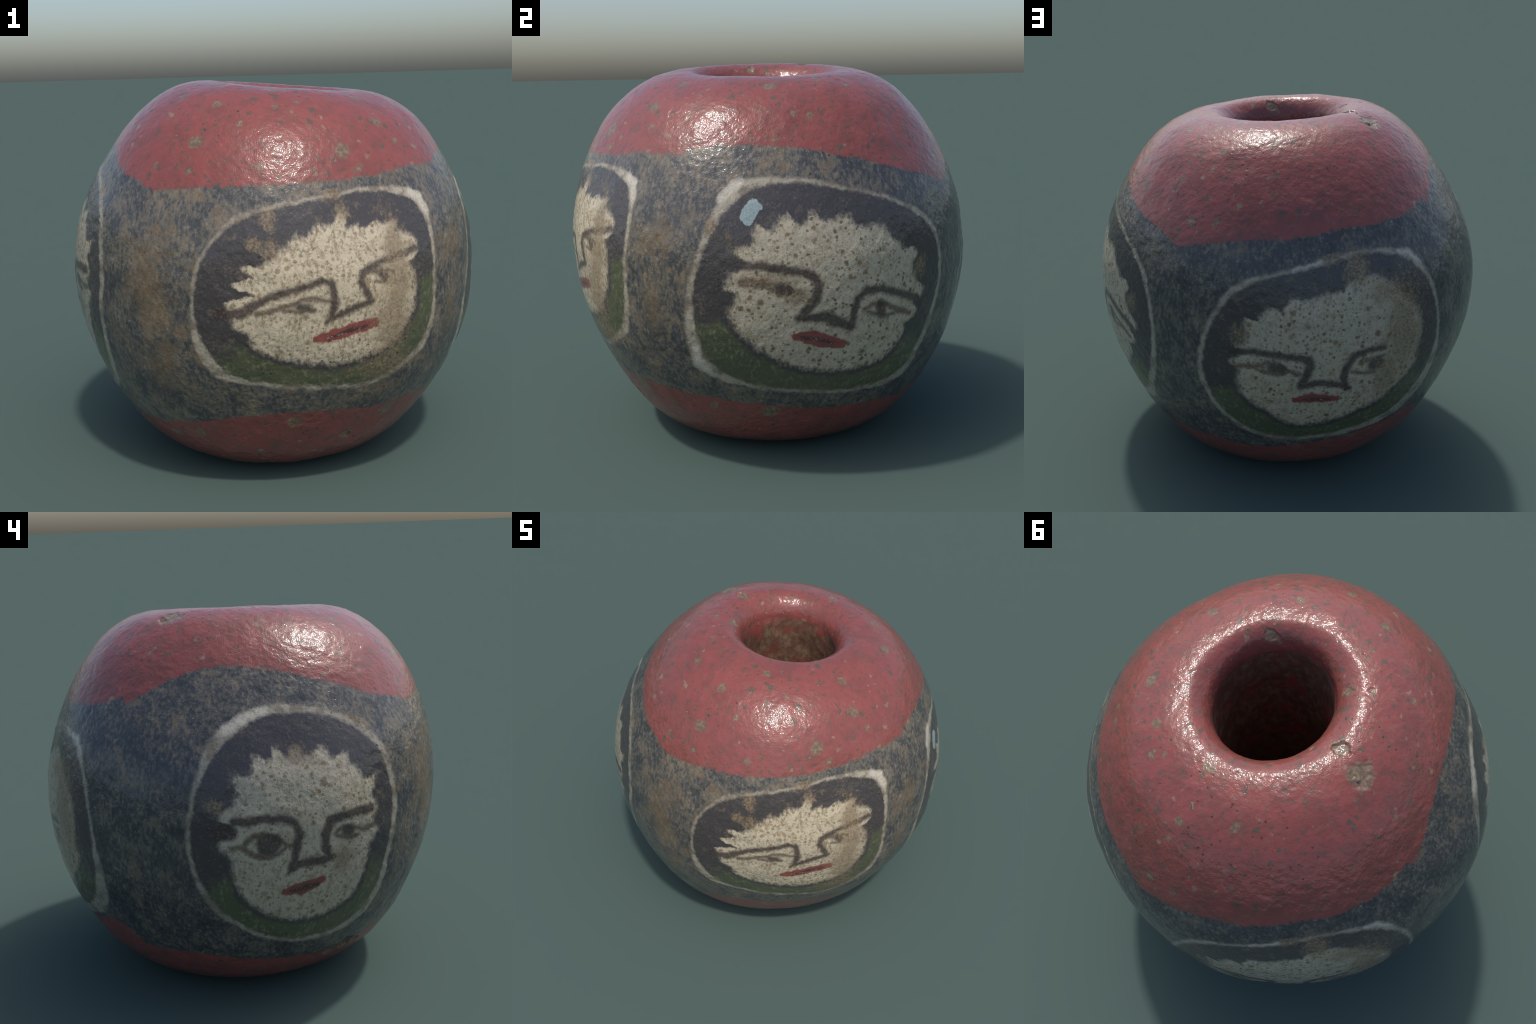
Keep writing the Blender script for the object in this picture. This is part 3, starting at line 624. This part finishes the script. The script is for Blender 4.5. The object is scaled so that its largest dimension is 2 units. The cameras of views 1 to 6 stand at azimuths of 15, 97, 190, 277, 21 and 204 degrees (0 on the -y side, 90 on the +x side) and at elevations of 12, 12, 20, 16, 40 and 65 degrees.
def panel_material(key, pan):
    mat, g = new_material("portrait_glass_" + {"A": "front", "B": "spotted", "C": "stained", "D": "round"}[key])
    look = dict(A=dict(spots=0.5, dots=0.65, streak=0.95, cream=1.0, stain=0.72), B=dict(spots=1.0, dots=1.0, streak=0.7, cream=0.45, stain=0.7),
                C=dict(spots=0.95, dots=0.95, streak=0.8, cream=0.1, stain=0.75), D=dict(spots=0.6, dots=0.8, streak=0.8, cream=0.25, stain=0.7))[key]
    body = g.group(BODY).outputs[0]
    P = g.new("ShaderNodeTexCoord").outputs["Object"]
    x, y, z = g.new("ShaderNodeSeparateXYZ", P).outputs
    a = math.radians(pan["azimuth"])
    s = g.math("ADD", g.math("MULTIPLY", x, math.cos(a)), g.math("MULTIPLY", y, math.sin(a)))
    c = g.math("SUBTRACT", g.math("MULTIPLY", x, math.sin(a)), g.math("MULTIPLY", y, math.cos(a)))
    u0, v0 = g.math("ARCTAN2", s, c), g.math("SUBTRACT", z, pan["height"])
    uv = g.new("ShaderNodeCombineXYZ", u0, v0).outputs[0]
    coarse = g.vec("SUBTRACT", g.noise(P, 26, 2, 0.5, colour=True), (0.5, 0.5, 0.5))
    fine = g.vec("SUBTRACT", g.noise(P, 95, 3, 0.6, colour=True), (0.5, 0.5, 0.5))
    uv = g.vec("ADD", uv, g.vec("ADD", g.scaled(coarse, (0.024, 0.024, 0)), g.scaled(fine, (0.016, 0.016, 0))))
    u, v, _ = g.new("ShaderNodeSeparateXYZ", uv).outputs
    r = g.vec("LENGTH", uv)
    turn = g.math("FRACT", g.math("ADD", g.math("DIVIDE", g.math("ARCTAN2", v, u), TAU), 1.0))
    n = len(pan["frame_radius"])
    ang = [k * 360 / n for k in range(n)]
    r_in = g.angle_curve(turn, list(zip(ang, pan["frame_radius"])))
    width = g.angle_curve(turn, list(zip(ang, pan["frame_width"])))
    face_r = g.angle_curve(turn, pan["hairline"])
    from_frame = g.math("SUBTRACT", r, r_in)
    inside = g.step(from_frame, 0.013, -0.007)
    outer = g.step(g.math("SUBTRACT", from_frame, width), 0.006, -0.016)
    from_face = g.math("SUBTRACT", r, face_r)

    streak = g.noise(g.scaled(P, (1, 1, 0.5)), 62, 4, 0.62, 0.3)
    cloud = g.noise(P, 17, 3, 0.55)
    speck = g.noise(P, 85, 3, 0.6)

    # bone-white paste of face and frame
    bone = g.mix(look["cream"], BONE_COOL, BONE)
    bone = g.mix(g.math("MULTIPLY", g.step(g.math("ADD", streak, g.math("MULTIPLY_ADD", cloud, 0.5, -0.25)), 0.44, 0.72), look["streak"]), bone, BONE_SHADE)
    bone = g.mix(g.math("MULTIPLY", g.step(speck, 0.54, 0.74), 0.55 * look["streak"] + 0.15), bone, BONE_BROWN)
    warp = g.vec("ADD", P, g.scaled(fine, (0.014, 0.014, 0.014)))
    for scale, keep, size, strength in ((16, 0.30, 0.22, look["spots"]), (28, 0.20, 0.30, look["dots"]), (50, 0.15, 0.38, 0.9 * look["dots"])):
        dist, col = g.voronoi(warp, scale)
        cell = g.new("ShaderNodeSeparateColor", col)
        rad = g.math("MULTIPLY", g.step(cell.outputs[0], keep, 1.0), size)
        spot = g.math("MULTIPLY", g.step(g.math("SUBTRACT", dist, rad), 0.10, -0.09), g.step(cell.outputs[0], keep, keep + 0.05))
        bone = g.mix(g.math("MULTIPLY", spot, 0.92 * strength), bone, g.mix(cell.outputs[1], BONE_BROWN, (0.24, 0.17, 0.09)))

    # white frame line, worn through in places
    line = g.mix(0.6, bone, (0.28, 0.255, 0.205))
    line = g.mix(g.math("MULTIPLY", g.step(cloud, 0.46, 0.64), 0.75), line, g.mix(streak, (0.20, 0.15, 0.095), (0.15, 0.13, 0.11)))

    # hair and garment
    hair = g.mix(g.math("MULTIPLY", g.step(g.math("ADD", speck, g.math("MULTIPLY_ADD", cloud, 0.4, -0.2)), 0.52, 0.74), 0.75), HAIR, HAIR_WORN)
    hair = g.mix(g.math("MULTIPLY", g.step(cloud, 0.6, 0.75), 0.4), hair, (0.20, 0.14, 0.085))
    green = g.mix(g.step(g.math("ADD", streak, g.math("MULTIPLY_ADD", cloud, 0.5, -0.25)), 0.50, 0.74), GREEN, GREEN_LIGHT)
    green = g.mix(g.math("MULTIPLY", g.step(speck, 0.58, 0.72), 0.5), green, (0.17, 0.125, 0.06))
    lo, hi = pan["garment"]
    span = ((hi - lo) % 360) / 360
    along = g.math("FRACT", g.math("ADD", turn, 2.0 - lo / 360))
    along = g.math("ADD", along, g.math("MULTIPLY_ADD", cloud, 0.04, -0.02))
    low = g.math("MULTIPLY", g.step(along, 0.0, 0.02), g.step(along, span + 0.008, span - 0.012))
    gown = g.math("MULTIPLY", low, g.step(from_face, CHIN - 0.012, CHIN + 0.012))
    picture = g.mix(gown, hair, green)

    # face and its drawing
    picture = g.mix(g.step(g.math("ADD", from_face, g.math("MULTIPLY_ADD", streak, 0.05, -0.025)), 0.020, -0.022), picture, bone)
    ink = g.mix(g.math("MULTIPLY", g.step(speck, 0.5, 0.7), 0.55), INK, (0.22, 0.16, 0.11))
    faded = g.mix(g.math("MULTIPLY", g.step(speck, 0.45, 0.65), 0.5), (0.10, 0.07, 0.05), (0.28, 0.21, 0.14))
    picture = g.mix(g.math("MULTIPLY", g.step(g.math("SUBTRACT", strokes(g, uv, pan["eyelid"]), 0.005), 0.010, -0.010), 0.88), picture, faded)
    picture = g.mix(g.math("MULTIPLY", g.step(g.math("SUBTRACT", strokes(g, uv, pan["brow_and_nose"]), 0.0065), 0.012, -0.012), 0.92), picture, ink)
    picture = g.mix(g.math("MULTIPLY", g.step(g.math("SUBTRACT", strokes(g, uv, pan["pupil"]), 0.007), 0.014, -0.012), 0.9), picture, ink)
    picture = g.mix(g.math("MULTIPLY", g.step(g.math("SUBTRACT", strokes(g, uv, pan["lip"]), 0.008), 0.006, -0.006), 0.95), picture, g.mix(g.math("MULTIPLY", g.step(speck, 0.5, 0.7), 0.4), LIP_RED, (0.2, 0.06, 0.045)))
    picture = g.mix(g.math("MULTIPLY", g.step(strokes(g, uv, pan["teeth"]), 0.005, -0.008), 0.9), picture, g.mix(g.step(speck, 0.55, 0.68), INK, (0.32, 0.24, 0.2)))
    if "accent" in pan:
        result_accent = g.math("MULTIPLY", g.step(strokes(g, uv, pan["accent"]), 0.016, -0.014), 0.8)
    if "mole" in pan:
        picture = g.mix(g.math("MULTIPLY", g.step(strokes(g, uv, pan["mole"]), 0.006, -0.006), 0.8), picture, (0.20, 0.14, 0.08))

    result = g.mix(inside, g.mix(outer, body, line), picture)
    stain = None
    for su, sv, ru, rv in pan["stains"]:
        e = g.vec("LENGTH", g.scaled(g.vec("SUBTRACT", uv, (su, sv, 0)), (1 / ru, 1 / rv, 0)))
        stain = e if stain is None else g.math("MINIMUM", stain, e)
    stain = g.math("ADD", stain, g.math("MULTIPLY_ADD", streak, 3.2, -1.7))
    dirt = g.mix(g.step(speck, 0.42, 0.6), (0.155, 0.11, 0.062), (0.29, 0.215, 0.135))
    result = g.mix(g.math("MULTIPLY", g.step(stain, 1.4, 0.3), look["stain"]), result, dirt)
    if "accent" in pan:
        result = g.mix(result_accent, result, g.mix(g.math("MULTIPLY", g.step(speck, 0.52, 0.7), 0.5), (0.56, 0.51, 0.42), (0.22, 0.16, 0.1)))
    if "chip" in pan:
        m = g.step(strokes(g, uv, pan["chip"]), 0.002, -0.002)
        result = g.mix(m, result, g.mix(g.step(speck, 0.4, 0.65), (0.29, 0.36, 0.355), (0.23, 0.295, 0.30)))
    finish(mat, g, result)
    return mat


# --------------------------------------------------------------------------
# OBJECTS
# --------------------------------------------------------------------------
def add_part(name, faces, material, parent):
    used, inv = np.unique(faces, return_inverse=True)
    faces = inv.reshape(-1, 4)
    mesh = bpy.data.meshes.new(name)
    mesh.vertices.add(len(used))
    mesh.vertices.foreach_set("co", flat[used].astype(np.float32).ravel())
    mesh.loops.add(faces.size)
    mesh.loops.foreach_set("vertex_index", faces.astype(np.int32).ravel())
    mesh.polygons.add(len(faces))
    mesh.polygons.foreach_set("loop_start", np.arange(0, faces.size, 4, dtype=np.int32))
    mesh.update(calc_edges=True)
    mesh.polygons.foreach_set("use_smooth", np.ones(len(faces), bool))
    mesh.normals_split_custom_set_from_vertices(fn[used].astype(np.float32))
    mesh.materials.append(material)
    obj = bpy.data.objects.new(name, mesh)
    bpy.context.scene.collection.objects.link(obj)
    obj.parent = parent
    return obj


bead = bpy.data.objects.new("mosaic_glass_bead", None)
bpy.context.scene.collection.objects.link(bead)
bead["label"] = "round pierced glass bead, red ends, four inlaid portrait faces"
bead["category"] = "glass bead"

order = np.argsort(part.astype(str), kind="stable")
names, first = np.unique(part.astype(str)[order], return_index=True)
faces_of = dict(zip(names, np.split(quads[order], first[1:])))

red_material = body_material("red_glass")
cap_obj = add_part("red_cap", faces_of["red_cap"], red_material, bead)
foot_obj = add_part("red_foot", faces_of["red_foot"], red_material, bead)
add_part("blue_band", faces_of["blue_band"], body_material("weathered_blue_glass"), bead)
add_part("bore", faces_of["bore"], bore_material(), bead)
inclusion_material = body_material("tan_inclusion")
for n in names:
    if n.startswith("inclusion:"):
        z = INCLUSIONS[int(n.split(":")[1])][2]
        add_part("inclusion", faces_of[n], inclusion_material, cap_obj if z > HEART else foot_obj)
for key, pan in PANELS.items():
    material = panel_material(key, pan)
    frame = add_part("portrait_frame", faces_of[f"{key}:frame"], material, bead)
    for sub in ("hair", "face", "garment", "eyebrow_and_nose_line", "eye", "mouth", "pale_chip"):
        if f"{key}:{sub}" in faces_of:
            add_part(sub, faces_of[f"{key}:{sub}"], material, frame)
